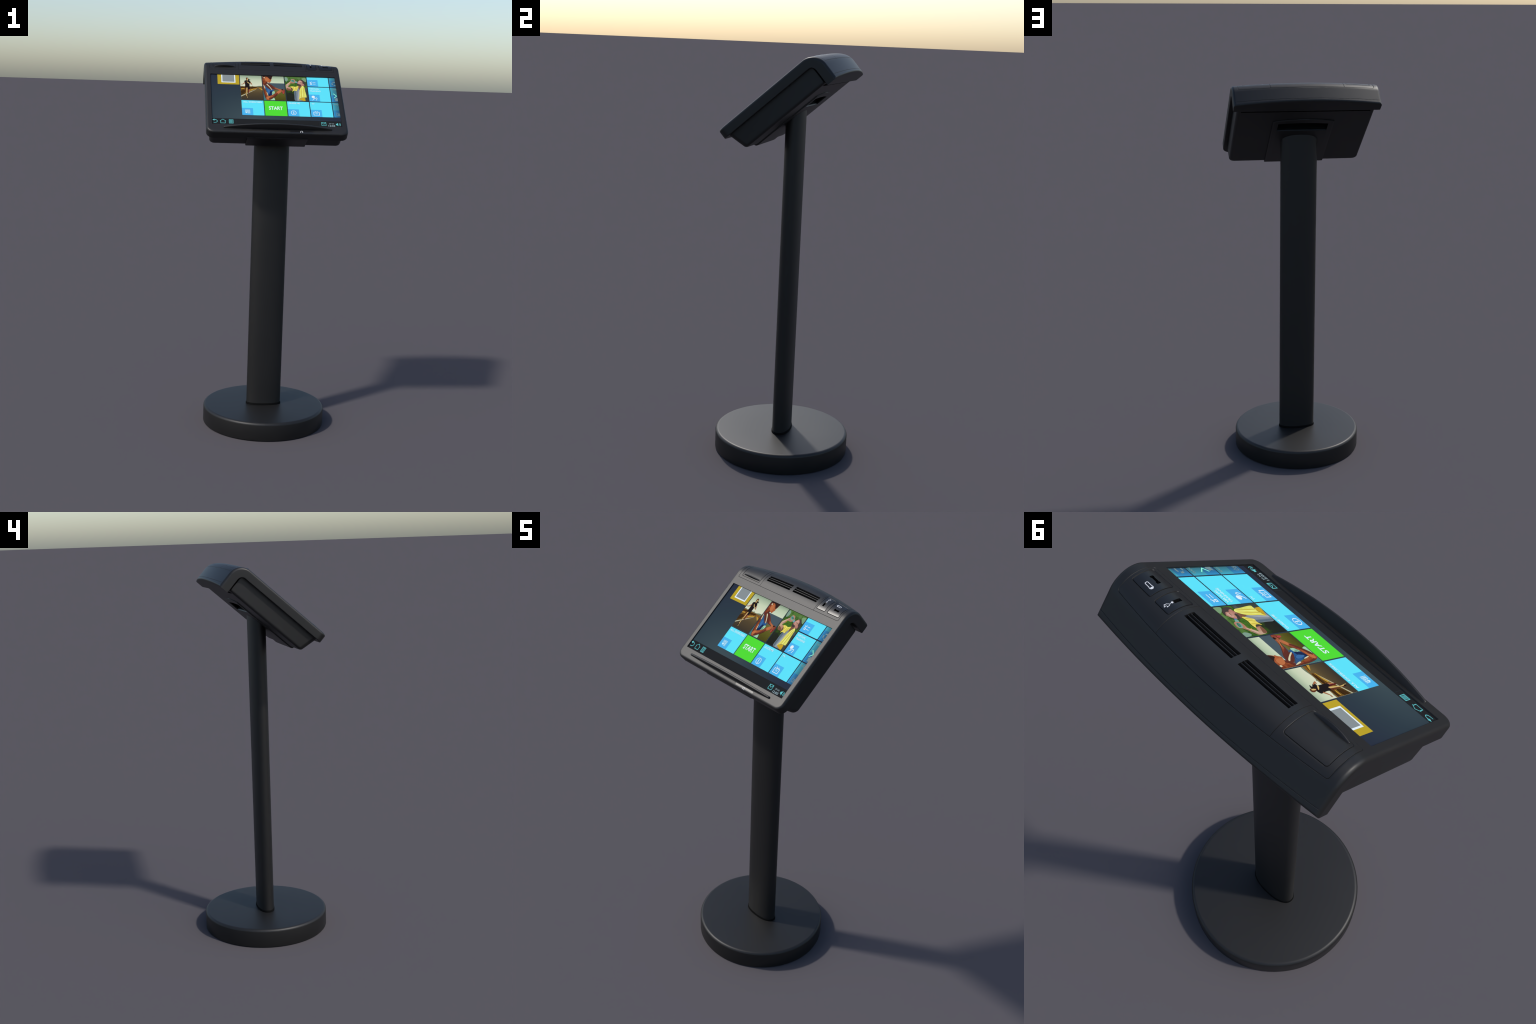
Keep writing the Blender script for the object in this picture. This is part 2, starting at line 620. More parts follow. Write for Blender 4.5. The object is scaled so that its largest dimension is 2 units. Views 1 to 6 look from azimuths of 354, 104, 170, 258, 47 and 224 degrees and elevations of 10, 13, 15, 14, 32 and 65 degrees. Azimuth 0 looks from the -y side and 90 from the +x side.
# hand-hold slot through the cover into the housing
rings = []
for x in np.linspace(-0.128, 0.128, 21):
    tp = 0.1520 + 0.0070 * (1 - (x / 0.128) ** 2)
    rings.append([head(x, s, n) for s, n in [(0.0890, -0.150), (0.0920, -0.1450), (0.1040, -0.105), (0.1060, -0.062), (tp, -0.062), (tp, -0.150)]])
cutter = add("slot_cutter", loft("slot_cutter", rings), M_DARK)
seam = add("seam_cutter", loft("seam_cutter", [[head(x, s, n) for s, n in [(0.2495, -0.150), (0.2495, -0.128), (0.2625, -0.126), (0.2625, -0.150)]]
                                             for x in (-0.325, 0.325)]), M_DARK)
md = rear.modifiers.new("seam", 'BOOLEAN')
md.operation, md.object, md.solver = 'DIFFERENCE', seam, 'EXACT'
for ob in (rear, cover):
    if ob is cover:
        bv = ob.modifiers.new("bevel", 'BEVEL')
        bv.width, bv.segments, bv.limit_method, bv.angle_limit = 0.0016, 2, 'ANGLE', math.radians(55)
    md = ob.modifiers.new("slot", 'BOOLEAN')
    md.operation, md.object, md.solver = 'DIFFERENCE', cutter, 'EXACT'
bpy.context.view_layer.update()
dg = bpy.context.evaluated_depsgraph_get()
for ob in (rear, cover):
    nm = bpy.data.meshes.new_from_object(ob.evaluated_get(dg))
    ob.modifiers.clear()
    ob.data = nm
    nm.materials.clear()
    nm.materials.append(M_BODY)
    nm.materials.append(M_DARK)
    for p in nm.polygons:      # faces inside the hand-hold and the seam get the near-black recess material
        d = np.array(p.center) - HEAD_O
        s_, n_ = d @ S_AX, d @ N_AX
        p.material_index = int((abs(d[0]) < 0.1285 and 0.088 < s_ < 0.1600 and -0.134 < n_ < -0.045) or
                               (abs(d[0]) < 0.326 and 0.249 < s_ < 0.263 and -0.137 < n_ < -0.110))
    smooth(nm, 30)
bpy.data.objects.remove(cutter)
bpy.data.objects.remove(seam)

# ================================================================= DISPLAY
N_SCR = -0.0048


def slab(x0, x1, s0, s1, n0, n1):
    c = [(x0, s0), (x1, s0), (x1, s1), (x0, s1)]
    return loft("slab", [[head(x, s, n0) for x, s in c], [head(x, s, n1) for x, s in c]])


SX, SS = 0.3366, 0.1914
screen = add("display_screen", slab(-SX, SX, -SS, SS, -0.0068, N_SCR), wallpaper("display_wallpaper"))


def on_screen(x, s, h):
    return head(x, s, N_SCR + h)


def prism(name, polys, h0, h1, mat, parent=screen, mapper=on_screen):
    """flat polygons (list of point lists) raised from h0 to h1 over a surface; all in one mesh"""
    vs, fs = [], []
    for pl in polys:
        k0, m = len(vs), len(pl)
        for h in (h0, h1):
            vs += [tuple(mapper(x, y, h)) for x, y in pl]
        fs.append(tuple(k0 + m + i for i in range(m)))
        for i in range(m):
            j = (i + 1) % m
            fs.append((k0 + i, k0 + j, k0 + m + j, k0 + m + i))
    me = mesh_from(name, vs, fs)
    fix_normals(me)
    return add(name, me, mat, parent)


def rect(x0, x1, y0, y1):
    return [(max(-SX, x0), max(-SS, y0)), (min(SX, x1), max(-SS, y0)), (min(SX, x1), min(SS, y1)), (max(-SX, x0), min(SS, y1))]


def disc(cx_, cy_, rx, ry=None, m=20):
    ry = ry or rx
    return [(cx_ + rx * math.cos(2 * math.pi * i / m), cy_ + ry * math.sin(2 * math.pi * i / m)) for i in range(m)]


def arc(cx_, cy_, rx, ry, a0, a1, m=14):
    return [(cx_ + rx * math.cos(math.radians(a0 + (a1 - a0) * i / m)),
             cy_ + ry * math.sin(math.radians(a0 + (a1 - a0) * i / m))) for i in range(m + 1)]


def stroke(pts, w, closed=False):
    """polyline of width w -> list of quads with mitred joints"""
    p = [np.array(q, float) for q in pts]
    k_ = len(p)
    L, R = [], []
    for i in range(k_):
        d0 = p[i] - p[i - 1] if (i > 0 or closed) else p[1] - p[0]
        d1 = p[(i + 1) % k_] - p[i] if (i < k_ - 1 or closed) else p[-1] - p[-2]
        d0, d1 = d0 / (np.linalg.norm(d0) + 1e-12), d1 / (np.linalg.norm(d1) + 1e-12)
        t = d0 + d1
        t = t / (np.linalg.norm(t) + 1e-12)
        nrm = np.array([-t[1], t[0]])
        c = max(0.45, abs(nrm @ np.array([-d1[1], d1[0]])))
        L.append(tuple(p[i] + nrm * w / 2 / c))
        R.append(tuple(p[i] - nrm * w / 2 / c))
    out = []
    for i in range(k_ if closed else k_ - 1):
        j = (i + 1) % k_
        out.append([R[i], R[j], L[j], L[i]])
    return out


def text(name, body, x, y, width, height, mat, h=0.0008, bold=0.020, centre=False, parent=screen):
    """lettering fitted to a box: x,y = left/bottom (or centre) of the capitals"""
    cu = bpy.data.curves.new(name, 'FONT')
    cu.body = body
    cu.offset = bold
    cu.extrude = 0.05
    ob = bpy.data.objects.new(name, cu)
    bpy.context.scene.collection.objects.link(ob)
    bpy.context.view_layer.update()
    me = bpy.data.meshes.new_from_object(ob.evaluated_get(bpy.context.evaluated_depsgraph_get()))
    bpy.data.objects.remove(ob)
    co = np.zeros(len(me.vertices) * 3)
    me.vertices.foreach_get("co", co)
    co = co.reshape(-1, 3)
    lo, hi = co.min(0), co.max(0)
    u = (co - lo) / (hi - lo)
    if centre:
        x, y = x - width / 2, y - height / 2
    co = on_screen(x + u[:, 0] * width, y + u[:, 1] * height, h - 0.0004 + 0.0004 * u[:, 2])
    me.vertices.foreach_set("co", co.ravel())
    me.materials.clear()
    me.update()
    return add(name, me, mat, parent)


CYAN = flat_print("tile_cyan", (97, 226, 248))
BLUE = flat_print("tile_blue", (77, 180, 236))
GREEN = flat_print("tile_green", (84, 219, 57))
OCHRE = flat_print("tile_ochre", (189, 161, 46))
WHITE = flat_print("display_white", (233, 243, 250))
PALE = flat_print("display_pale", (205, 240, 250))
BAR = flat_print("task_bar_dark", (38, 39, 42))
TEAL = flat_print("task_icon_teal", (104, 198, 203))
GREY = flat_print("task_text_grey", (150, 168, 175))
HAIR = flat_print("task_divider", (48, 58, 62))
MINT = flat_print("arrow_mint", (150, 255, 222))
DIMTX = flat_print("dim_text", (112, 150, 152))
DIMIC = flat_print("dim_icon", (118, 142, 148))
DIM = ramp_print("tile_dim_teal", 'x', 0.303, 0.337, [(0.0, (72, 172, 198)), (0.45, (64, 140, 160)), (1.0, (62, 112, 126))])
DIMB = ramp_print("tile_dim_blue", 'x', 0.303, 0.337, [(0.0, (58, 146, 200)), (0.45, (52, 116, 162)), (1.0, (50, 88, 116))])

PITCH_X, TILE_W, X_0 = 0.1208, 0.1160, -0.2997
ROW3 = (-0.1166, -0.0046)
ROW2 = (0.0010, 0.1127)
ROW1 = (0.1183, 0.2300)


def col(i):
    return X_0 + PITCH_X * i


TH = 0.0004


def tile(name, c, row, mat, boxmat=None):
    prism(name, [rect(col(c), col(c) + TILE_W, *row)], -0.0005, TH, mat)
    if boxmat:
        prism("icon_plate", [rect(col(c), col(c) + 0.0575, row[0], row[0] + 0.0532)], TH - 0.0001, TH + 0.0002, boxmat)


# --- task bar
prism("task_bar", [rect(-SX, SX, -SS, -0.1458)], -0.0005, 0.0002, BAR)
prism("task_divider", [rect(-0.2140, -0.2132, -0.186, -0.152), rect(0.2205, 0.2213, -0.186, -0.152)], 0.0001, 0.0004, HAIR)

# --- tiles
tile("photo_frame", 0, (0.1164, 0.23), OCHRE)
prism("blank_white_card", [rect(-0.2792, -0.2043, 0.1303, 0.23)], TH - 0.0001, TH + 0.0002, WHITE)
prism("blank_grey_panel", [rect(-0.2735, -0.2100, 0.1365, 0.23)], TH + 0.0001, TH + 0.0003, flat_print("card_grey", (138, 144, 147)))
tile("app_tile", 1, ROW3, CYAN, BLUE)
tile("start_tile", 2, ROW3, GREEN)
tile("app_tile", 3, ROW3, CYAN, BLUE)
tile("app_tile", 4, ROW3, CYAN, BLUE)
tile("app_tile", 4, ROW2, CYAN, BLUE)
tile("app_tile", 4, ROW1, CYAN, BLUE)
for row in (ROW1, ROW2, ROW3):
    tile("dim_app_tile", 5, row, DIM, DIMB)

# --- words
text("tile_label", "ALL EXERCISES", col(1) + 0.0085, -0.0230, 0.0985, 0.0112, PALE)
text("start_label", "START", col(2) + 0.058, -0.0590, 0.0735, 0.0265, WHITE, centre=True)
text("tile_label", "GUIDE ME", col(3) + 0.0085, -0.0235, 0.0590, 0.0112, PALE)
text("tile_label", "TV", col(4) + 0.0095, -0.0235, 0.0150, 0.0110, PALE)
text("tile_label", "VIRTUAL", col(4) + 0.0085, 0.0935, 0.0515, 0.0110, PALE)
text("tile_label", "TRAINING", col(4) + 0.0085, 0.0765, 0.0580, 0.0110, PALE)
text("tile_label", "GAM", col(5) + 0.0085, 0.0935, 0.0240, 0.0110, DIMTX)
text("tile_label", "RAD", col(5) + 0.0085, -0.0235, 0.0230, 0.0110, DIMTX)
text("clock_text", "12:03", 0.2665, -0.1868, 0.0345, 0.0120, GREY)
text("date_text", "20 feb", 0.2700, -0.1690, 0.0275, 0.0080, GREY, bold=0.0)

# --- icons on the blue plates (white line drawings)
HI0, HI1 = TH + 0.0001, TH + 0.0005


def icon(polys, mat=WHITE, name="tile_icon"):
    prism(name, polys, HI0, HI1, mat)


ix, iy = col(1) + 0.0290, ROW3[0] + 0.0270       # grid with a heart
ic = []
for gx in range(4):
    for gy in range(4):
        if gx < 2 and gy < 2:
            continue
        ic += stroke(rect(ix - 0.0125 + gx * 0.0066, ix - 0.0125 + gx * 0.0066 + 0.0048, iy - 0.0140 + gy * 0.0072, iy - 0.0140 + gy * 0.0072 + 0.0052), 0.0012, True)
ic.append([(ix - 0.0070, iy - 0.0140), (ix - 0.0010, iy - 0.0062), (ix - 0.0022, iy - 0.0020), (ix - 0.0050, iy - 0.0018), (ix - 0.0070, iy - 0.0040),
           (ix - 0.0090, iy - 0.0018), (ix - 0.0118, iy - 0.0020), (ix - 0.0130, iy - 0.0062)])
icon(ic, PALE)
ix, iy = col(3) + 0.0290, ROW3[0] + 0.0265       # information sign
icon(stroke(disc(ix, iy, 0.0130, 0.0150, 32), 0.0024, True) + [disc(ix + 0.0005, iy + 0.0075, 0.0019, 0.0021, 12)] +
     stroke([(ix - 0.0035, iy + 0.0032), (ix + 0.0008, iy + 0.0032), (ix + 0.0003, iy - 0.0080)], 0.0026) + stroke([(ix - 0.004, iy - 0.0082), (ix + 0.0045, iy - 0.0082)], 0.0018))
ix, iy = col(4) + 0.0290, ROW3[0] + 0.0250       # television set
icon(stroke(rect(ix - 0.0145, ix + 0.0145, iy - 0.0125, iy + 0.0100), 0.0026, True) + stroke([(ix - 0.008, iy + 0.0185), (ix, iy + 0.0110), (ix + 0.009, iy + 0.0180)], 0.0020))
text("tile_icon", "TV", ix, iy - 0.0012, 0.0135, 0.0110, PALE, h=HI1, centre=True)
ix, iy = col(4) + 0.0275, ROW2[0] + 0.0260       # cheering figure: ball head and open arms
icon([disc(ix - 0.0045, iy + 0.0090, 0.0088, 0.0095, 24), [(ix - 0.0075, iy + 0.002), (ix + 0.0005, iy + 0.001), (ix - 0.002, iy - 0.006)]] +
     stroke([(ix - 0.0110, iy - 0.0170), (ix - 0.0010, iy - 0.0075), (ix + 0.0050, iy - 0.0015), (ix + 0.0130, iy + 0.0040)], 0.0028) +
     stroke([(ix + 0.0130, iy + 0.0040), (ix + 0.0150, iy - 0.0040), (ix + 0.0105, iy - 0.0165)], 0.0026))
ix, iy = col(4) + 0.0290, ROW1[0] + 0.0270       # check list
icon(stroke([(ix - 0.0150, iy + 0.0090), (ix - 0.0105, iy + 0.0030), (ix - 0.0040, iy + 0.0110)], 0.0030) + stroke(rect(ix - 0.0130, ix - 0.0055, iy - 0.0110, iy - 0.0030), 0.0028, True) +
     stroke([(ix + 0.0000, iy + 0.0060), (ix + 0.0160, iy + 0.0060)], 0.0024) + stroke([(ix + 0.0000, iy - 0.0070), (ix + 0.0160, iy - 0.0070)], 0.0024))
# dimmed icons, cut by the edge of the display
ix, iy = col(5) + 0.0260, ROW1[0] + 0.0270
icon(stroke(arc(ix, iy, 0.0115, 0.0125, 60, 130), 0.0062) + stroke(arc(ix, iy, 0.0115, 0.0125, 160, 225), 0.0062) + stroke([(ix - 0.0030, iy - 0.0130), (ix + 0.0065, iy - 0.0130)], 0.0062), DIMIC)
ix, iy = col(5) + 0.0250, ROW2[0] + 0.0200
icon([[(ix - 0.0075, iy - 0.012), (ix + 0.0080, iy - 0.012), (ix + 0.0080, iy + 0.010), (ix + 0.002, iy + 0.014), (ix - 0.003, iy + 0.008), (ix - 0.009, iy + 0.004), (ix - 0.0055, iy - 0.003)]], DIMIC)
ix, iy = col(5) + 0.0235, ROW3[0] + 0.0220
icon(stroke([(0.3364, iy - 0.0095), (ix - 0.0090, iy - 0.0095), (ix - 0.0090, iy + 0.0065), (0.3364, iy + 0.0065)], 0.0020) + stroke(disc(ix + 0.0030, iy - 0.0015, 0.0042, 0.0048, 16), 0.0026, True) +
     stroke([(ix - 0.0060, iy + 0.0065), (ix - 0.0075, iy + 0.0160)], 0.0014), DIMIC)
icon(stroke([(0.3175, 0.0660), (0.3335, 0.0480), (0.3185, 0.0320)], 0.0036), MINT, "scroll_arrow")

# --- task-bar symbols
TB0, TB1 = 0.0001, 0.0006


def task(polys, mat=TEAL):
    prism("task_icon", polys, TB0, TB1, mat)


task(stroke([(-0.3270, -0.1575), (-0.3200, -0.1575)] + arc(-0.3200, -0.1675, 0.0100, 0.0100, 90, -90, 12) + [(-0.3290, -0.1775)], 0.0024) +
     [[(-0.3345, -0.1575), (-0.3245, -0.1505), (-0.3245, -0.1650)]])
task(stroke([(-0.2925, -0.1805), (-0.2925, -0.1640), (-0.2950, -0.1640), (-0.2810, -0.1520), (-0.2670, -0.1640), (-0.2695, -0.1640), (-0.2695, -0.1805)], 0.0021, True))
task(stroke(rect(-0.2490, -0.2285, -0.1805, -0.1545), 0.0021, True) +
     [q for i in range(4) for q in stroke([(-0.2460, -0.1765 + i * 0.0059), (-0.2315, -0.1765 + i * 0.0059)], 0.0025)])
task(stroke(rect(0.2320, 0.2545, -0.1800, -0.1570), 0.0020, True) + stroke([(0.2330, -0.1580), (0.2435, -0.1700), (0.2535, -0.1580)], 0.0021))
task([[(0.3070, -0.1740), (0.3115, -0.1740), (0.3180, -0.1810), (0.3180, -0.1580), (0.3115, -0.1645), (0.3070, -0.1645)]] +
     stroke(arc(0.3170, -0.1695, 0.0085, 0.0085, -45, 45, 8), 0.0019) + stroke(arc(0.3170, -0.1695, 0.0140, 0.0140, -45, 45, 10), 0.0019))

# --- three photographs, redrawn as layered paper-cut scenes -----------------
PH_TOP, PH_BOT = 0.1918, 0.0010
LAYER = [0]


def curve(pts, m=5):
    """closed Catmull-Rom through the control points"""
    p = [np.array(q, float) for q in pts]
    k_ = len(p)
    out = []
    for i in range(k_):
        a, b, c, d = p[i - 1], p[i], p[(i + 1) % k_], p[(i + 2) % k_]
        for j in range(m):
            t = j / m
            out.append(tuple(0.5 * ((2 * b) + (c - a) * t + (2 * a - 5 * b + 4 * c - d) * t * t + (3 * b - a - 3 * c + d) * t ** 3)))
    return out


def scene(c, pts, mat, name, soft=True, layer=None):
    """shape in photo units (u right, t down, both 0..1) laid on photograph column c"""
    LAYER[0] = LAYER[0] + 1 if layer is None else layer
    q = curve(pts) if soft else pts
    q = [(col(c) + min(max(u, 0), 1) * TILE_W, max(PH_BOT, min(SS, PH_TOP - min(max(t, 0), 1) * (PH_TOP - PH_BOT)))) for u, t in q]
    h = TH + LAYER[0] * 0.00006
    return prism(name, [q], h - 0.0001, h, mat)


def pt(t):
    return PH_TOP - t * (PH_TOP - PH_BOT)


def box(u0, u1, t0, t1):
    return [(u0, t1), (u1, t1), (u1, t0), (u0, t0)]


SKY = ramp_print("photo_evening_sky", 's', pt(0.46), pt(0.0), [(0.0, (222, 220, 194)), (0.55, (200, 208, 178)), (1.0, (146, 164, 140))])  # greyer last stop, here and in SKY2, is edge shading tinted in
FIELD = ramp_print("photo_dry_field", 's', pt(0.92), pt(0.44), [(0.0, (54, 42, 22)), (0.35, (84, 58, 26)), (0.55, (140, 104, 44)), (0.72, (84, 54, 28)), (0.85, (140, 92, 38)), (1.0, (110, 88, 54))], ((140, 420, 1), 0.75))
ROAD = ramp_print("photo_asphalt", 's', pt(1.0), pt(0.46), [(0.0, (62, 54, 46)), (0.5, (84, 70, 50)), (1.0, (118, 98, 62))], ((500, 700, 1), 0.45))
LINE = flat_print("photo_road_line", (186, 178, 146))
TREES = flat_print("photo_far_trees", (112, 122, 98))
CLOTH = flat_print("photo_black_cloth", (34, 28, 30))
SKIN_D = flat_print("photo_skin_shade", (98, 52, 36))
SKIN_L = flat_print("photo_skin_light", (212, 178, 112))
SKIN_M = flat_print("photo_skin_mid", (172, 110, 74))
RED = flat_print("photo_dark_red", (92, 30, 34))

LAYER[0] = 0
tile("photo_tile", 1, (PH_BOT, 0.23), SKY)
scene(1, [(0, .455), (.1, .445), (.15, .455), (.5, .45), (.55, .425), (.6, .45), (.72, .45), (.86, .425), (1, .43), (1, .5), (0, .5)], TREES, "photo_horizon")
scene(1, box(0, 1, .465, 1), FIELD, "photo_ground", False)
scene(1, [(.79, .485), (1, .58), (1, 1), (0, 1), (0, .88), (.4, .70), (.74, .57)], ROAD, "photo_road", False)
scene(1, [(0, .845), (.40, .685), (.72, .565), (.72, .575), (.40, .715), (0, .885)], LINE, "photo_road_line", False)
scene(1, [(.32, .52), (.42, .52), (.41, .62), (.37, .68), (.37, .74), (.33, .74), (.33, .64)], RED, "photo_runner")
scene(1, [(.38, .53), (.41, .53), (.42, .60), (.39, .70), (.37, .70), (.37, .62)], SKIN_M, "photo_runner")
scene(1, [(.215, .50), (.32, .50), (.29, .65), (.27, .78), (.275, .90), (.22, .88), (.23, .75), (.21, .62)], SKIN_D, "photo_runner")
scene(1, [(.27, .53), (.315, .52), (.295, .65), (.265, .78), (.285, .93), (.255, .92), (.24, .80), (.255, .66)], SKIN_L, "photo_runner")
scene(1, [(.225, .865), (.26, .87), (.27, .925), (.235, .92)], CLOTH, "photo_runner")
scene(1, [(.20, .235), (.30, .205), (.40, .21), (.48, .27), (.49, .33), (.43, .335), (.42, .42), (.42, .50), (.41, .58), (.34, .58), (.31, .51), (.21, .51), (.22, .40), (.20, .29)], CLOTH, "photo_runner")
scene(1, [(.20, .295), (.225, .31), (.17, .355), (.10, .385), (.04, .385), (.05, .365), (.10, .365)], SKIN_M, "photo_runner")
scene(1, [(.46, .28), (.50, .30), (.545, .375), (.52, .38), (.46, .36), (.49, .34)], SKIN_M, "photo_runner")
scene(1, [(.30, .265), (.34, .275), (.42, .325), (.41, .345), (.36, .325)], SKIN_L, "photo_runner")
scene(1, [(.275, .145), (.29, .105), (.33, .095), (.375, .115), (.385, .165), (.36, .205), (.345, .235), (.31, .225), (.285, .18)], SKIN_D, "photo_runner")
scene(1, [(.325, .14), (.355, .13), (.375, .165), (.355, .20), (.34, .225), (.32, .20)], SKIN_L, "photo_runner")
scene(1, [(.36, .175), (.40, .16), (.48, .195), (.43, .20), (.42, .225), (.385, .205)], CLOTH, "photo_runner")

GREYF = flat_print("photo_slate_field", (74, 88, 97))
OLIVE = ramp_print("photo_olive_grass", 's', pt(1.0), pt(0.56), [(0.0, (74, 68, 28)), (0.5, (94, 90, 36)), (1.0, (112, 106, 58))], ((60, 520, 1), 0.6))
SKY2 = ramp_print("photo_pale_sky", 's', pt(0.30), pt(0.0), [(0.0, (208, 216, 188)), (0.6, (184, 198, 168)), (1.0, (140, 156, 134))])
TAN = ramp_print("photo_tanned_skin", 'x', col(2), col(2) + TILE_W, [(0.0, (112, 50, 32)), (0.28, (182, 98, 58)), (0.5, (122, 58, 42)), (0.75, (186, 110, 74)), (1.0, (132, 62, 50))], ((45, 70, 1), 0.6))
TAN_D = flat_print("photo_tan_shade", (98, 50, 42))
HAIR_D = flat_print("photo_dark_hair", (50, 34, 32))
NAVY = ramp_print("photo_blue_top", 's', pt(0.82), pt(0.42), [(0.0, (30, 40, 72)), (0.5, (44, 88, 142)), (1.0, (58, 84, 120))], ((60, 60, 1), 0.4))
MINTC = flat_print("photo_mint_cloth", (160, 204, 170))
RIM = flat_print("photo_rim_light", (216, 206, 170))

LAYER[0] = 0
tile("photo_tile", 2, (PH_BOT, 0.23), SKY2)
scene(2, box(0, 1, .295, .60), GREYF, "photo_ground", False)
scene(2, box(0, 1, .58, 1), OLIVE, "photo_ground", False)
scene(2, [(0, .70), (.10, .85), (.12, 1), (0, 1)], flat_print("photo_teal_corner", (66, 118, 120)), "photo_ground")
scene(2, [(.18, .31), (.34, .34), (.50, .43), (.68, .52), (.86, .54), (.98, .545), (1.0, .62), (.95, .70), (.84, .66), (.70, .58), (.52, .56), (.40, .52), (.26, .44)], TAN_D, "photo_woman")
scene(2, [(.44, .42), (.62, .50), (.84, .545), (.97, .55), (.99, .64), (.93, .70), (.84, .63), (.70, .565), (.55, .53)], TAN, "photo_woman")
scene(2, [(.05, .0), (.40, -.02), (.45, .05), (.42, .13), (.40, .165), (.415, .19), (.385, .215), (.36, .25), (.33, .285), (.24, .27), (.18, .31), (.14, .38), (.05, .42), (0, .38), (0, .10)], TAN, "photo_woman")
scene(2, [(.02, -.02), (.46, -.02), (.44, .06), (.41, .12), (.36, .15), (.31, .10), (.24, .05), (.14, .03), (.06, .05)], HAIR_D, "photo_woman")
scene(2, [(.06, .06), (.10, .05), (.115, .09), (.075, .10)], RIM, "photo_woman")
scene(2, [(.16, .33), (.26, .36), (.36, .46), (.42, .56), (.36, .60), (.22, .50), (.13, .42)], TAN_D, "photo_woman")
scene(2, [(.02, .36), (.10, .43), (.22, .51), (.36, .585), (.42, .56), (.48, .60), (.50, .67), (.44, .74), (.36, .80), (.24, .84), (.17, .72), (.12, .58), (.06, .46)], NAVY, "photo_woman")
scene(2, [(.17, .355), (.21, .345), (.30, .43), (.405, .56), (.385, .575), (.28, .455)], RIM, "photo_woman")
scene(2, [(.37, .67), (.50, .63), (.515, .70), (.46, .77), (.385, .80), (.39, .74)], MINTC, "photo_woman")
scene(2, [(.28, 1.0), (.34, .93), (.45, .89), (.49, 1.0)], MINTC, "photo_woman")
scene(2, [(.0, .40), (.05, .48), (.11, .62), (.17, .78), (.20, .84), (.30, .82), (.46, .755), (.60, .655), (.70, .605), (.80, .585), (.82, .66), (.72, .72), (.60, .80), (.44, .90), (.28, .985), (.14, 1.0), (.06, .90), (.02, .72)], TAN, "photo_woman")
GLOW = flat_print("photo_skin_glow", (190, 112, 70))
scene(2, [(.12, .10), (.24, .08), (.30, .16), (.28, .24), (.18, .24), (.12, .18)], GLOW, "photo_woman")
scene(2, [(.16, .24), (.22, .27), (.15, .36), (.06, .39), (.02, .34), (.10, .32)], TAN_D, "photo_woman")
scene(2, [(.0, .42), (.04, .56), (.06, .74), (.12, .90), (.07, .92), (.02, .74)], TAN_D, "photo_woman")
scene(2, [(.22, .93), (.40, .86), (.56, .76), (.66, .70), (.62, .78), (.46, .895), (.28, .985)], TAN_D, "photo_woman")
scene(2, [(.16, .86), (.26, .85), (.24, .93), (.15, .96), (.10, .92)], GLOW, "photo_woman")
scene(2, [(.62, .66), (.74, .62), (.76, .67), (.66, .72)], GLOW, "photo_woman")
scene(2, [(.56, .48), (.70, .53), (.82, .555), (.70, .555)], GLOW, "photo_woman")
scene(2, [(.19, .55), (.26, .56), (.30, .68), (.24, .76), (.19, .66)], flat_print("photo_top_light", (62, 106, 158)), "photo_woman")
scene(2, [(.30, .66), (.40, .64), (.36, .74), (.26, .80)], flat_print("photo_top_dark", (30, 42, 78)), "photo_woman")
scene(2, [(.41, .70), (.45, .69), (.44, .76), (.41, .77)], flat_print("photo_mint_fold", (120, 168, 140)), "photo_woman")
scene(2, [(.025, .375), (.06, .42), (.10, .52), (.07, .53), (.035, .44)], RIM, "photo_woman")
scene(2, [(.145, .69), (.17, .70), (.205, .81), (.18, .815)], RIM, "photo_woman")
scene(2, [(.84, .55), (.90, .54), (.91, .565), (.85, .58)], HAIR_D, "photo_woman")
scene(2, [(.87, .66), (.93, .64), (.94, .71), (.90, .74)], flat_print("photo_finger_red", (176, 66, 66)), "photo_woman")

LEAVES = ramp_print("photo_green_leaves", 's', pt(1.0), pt(0.0), [(0.0, (36, 38, 36)), (0.30, (40, 44, 36)), (0.46, (52, 78, 32)), (0.64, (78, 118, 42)), (0.80, (44, 74, 34)), (0.90, (84, 118, 58))], ((46, 46, 1), 0.62))
BOKEH = flat_print("photo_soft_light", (128, 156, 138))
FLESH = ramp_print("photo_flesh", 'x', col(3), col(3) + TILE_W, [(0.0, (196, 160, 136)), (0.3, (178, 124, 100)), (0.7, (190, 138, 122)), (1.0, (170, 110, 98))], ((60, 60, 1), 0.6))
FLESH_D = flat_print("photo_flesh_shade", (126, 84, 66))
STUBBLE = flat_print("photo_grey_hair", (72, 62, 60))
BOTTLE = flat_print("photo_clear_bottle", (116, 166, 154))
SHIRT = ramp_print("photo_grey_shirt", 'x', col(3) + 0.04, col(3) + TILE_W, [(0.0, (104, 116, 126)), (0.35, (140, 144, 150)), (0.7, (96, 102, 102)), (1.0, (66, 72, 70))], ((50, 50, 1), 0.4))
TOWEL = ramp_print("photo_yellow_towel", 'x', col(3) + 0.02, col(3) + 0.11, [(0.0, (222, 196, 72)), (0.35, (240, 222, 110)), (0.6, (226, 212, 92)), (0.8, (236, 238, 132)), (1.0, (214, 206, 88))], ((90, 30, 1), 0.5))
TOWEL_D = flat_print("photo_towel_fold", (200, 160, 44))

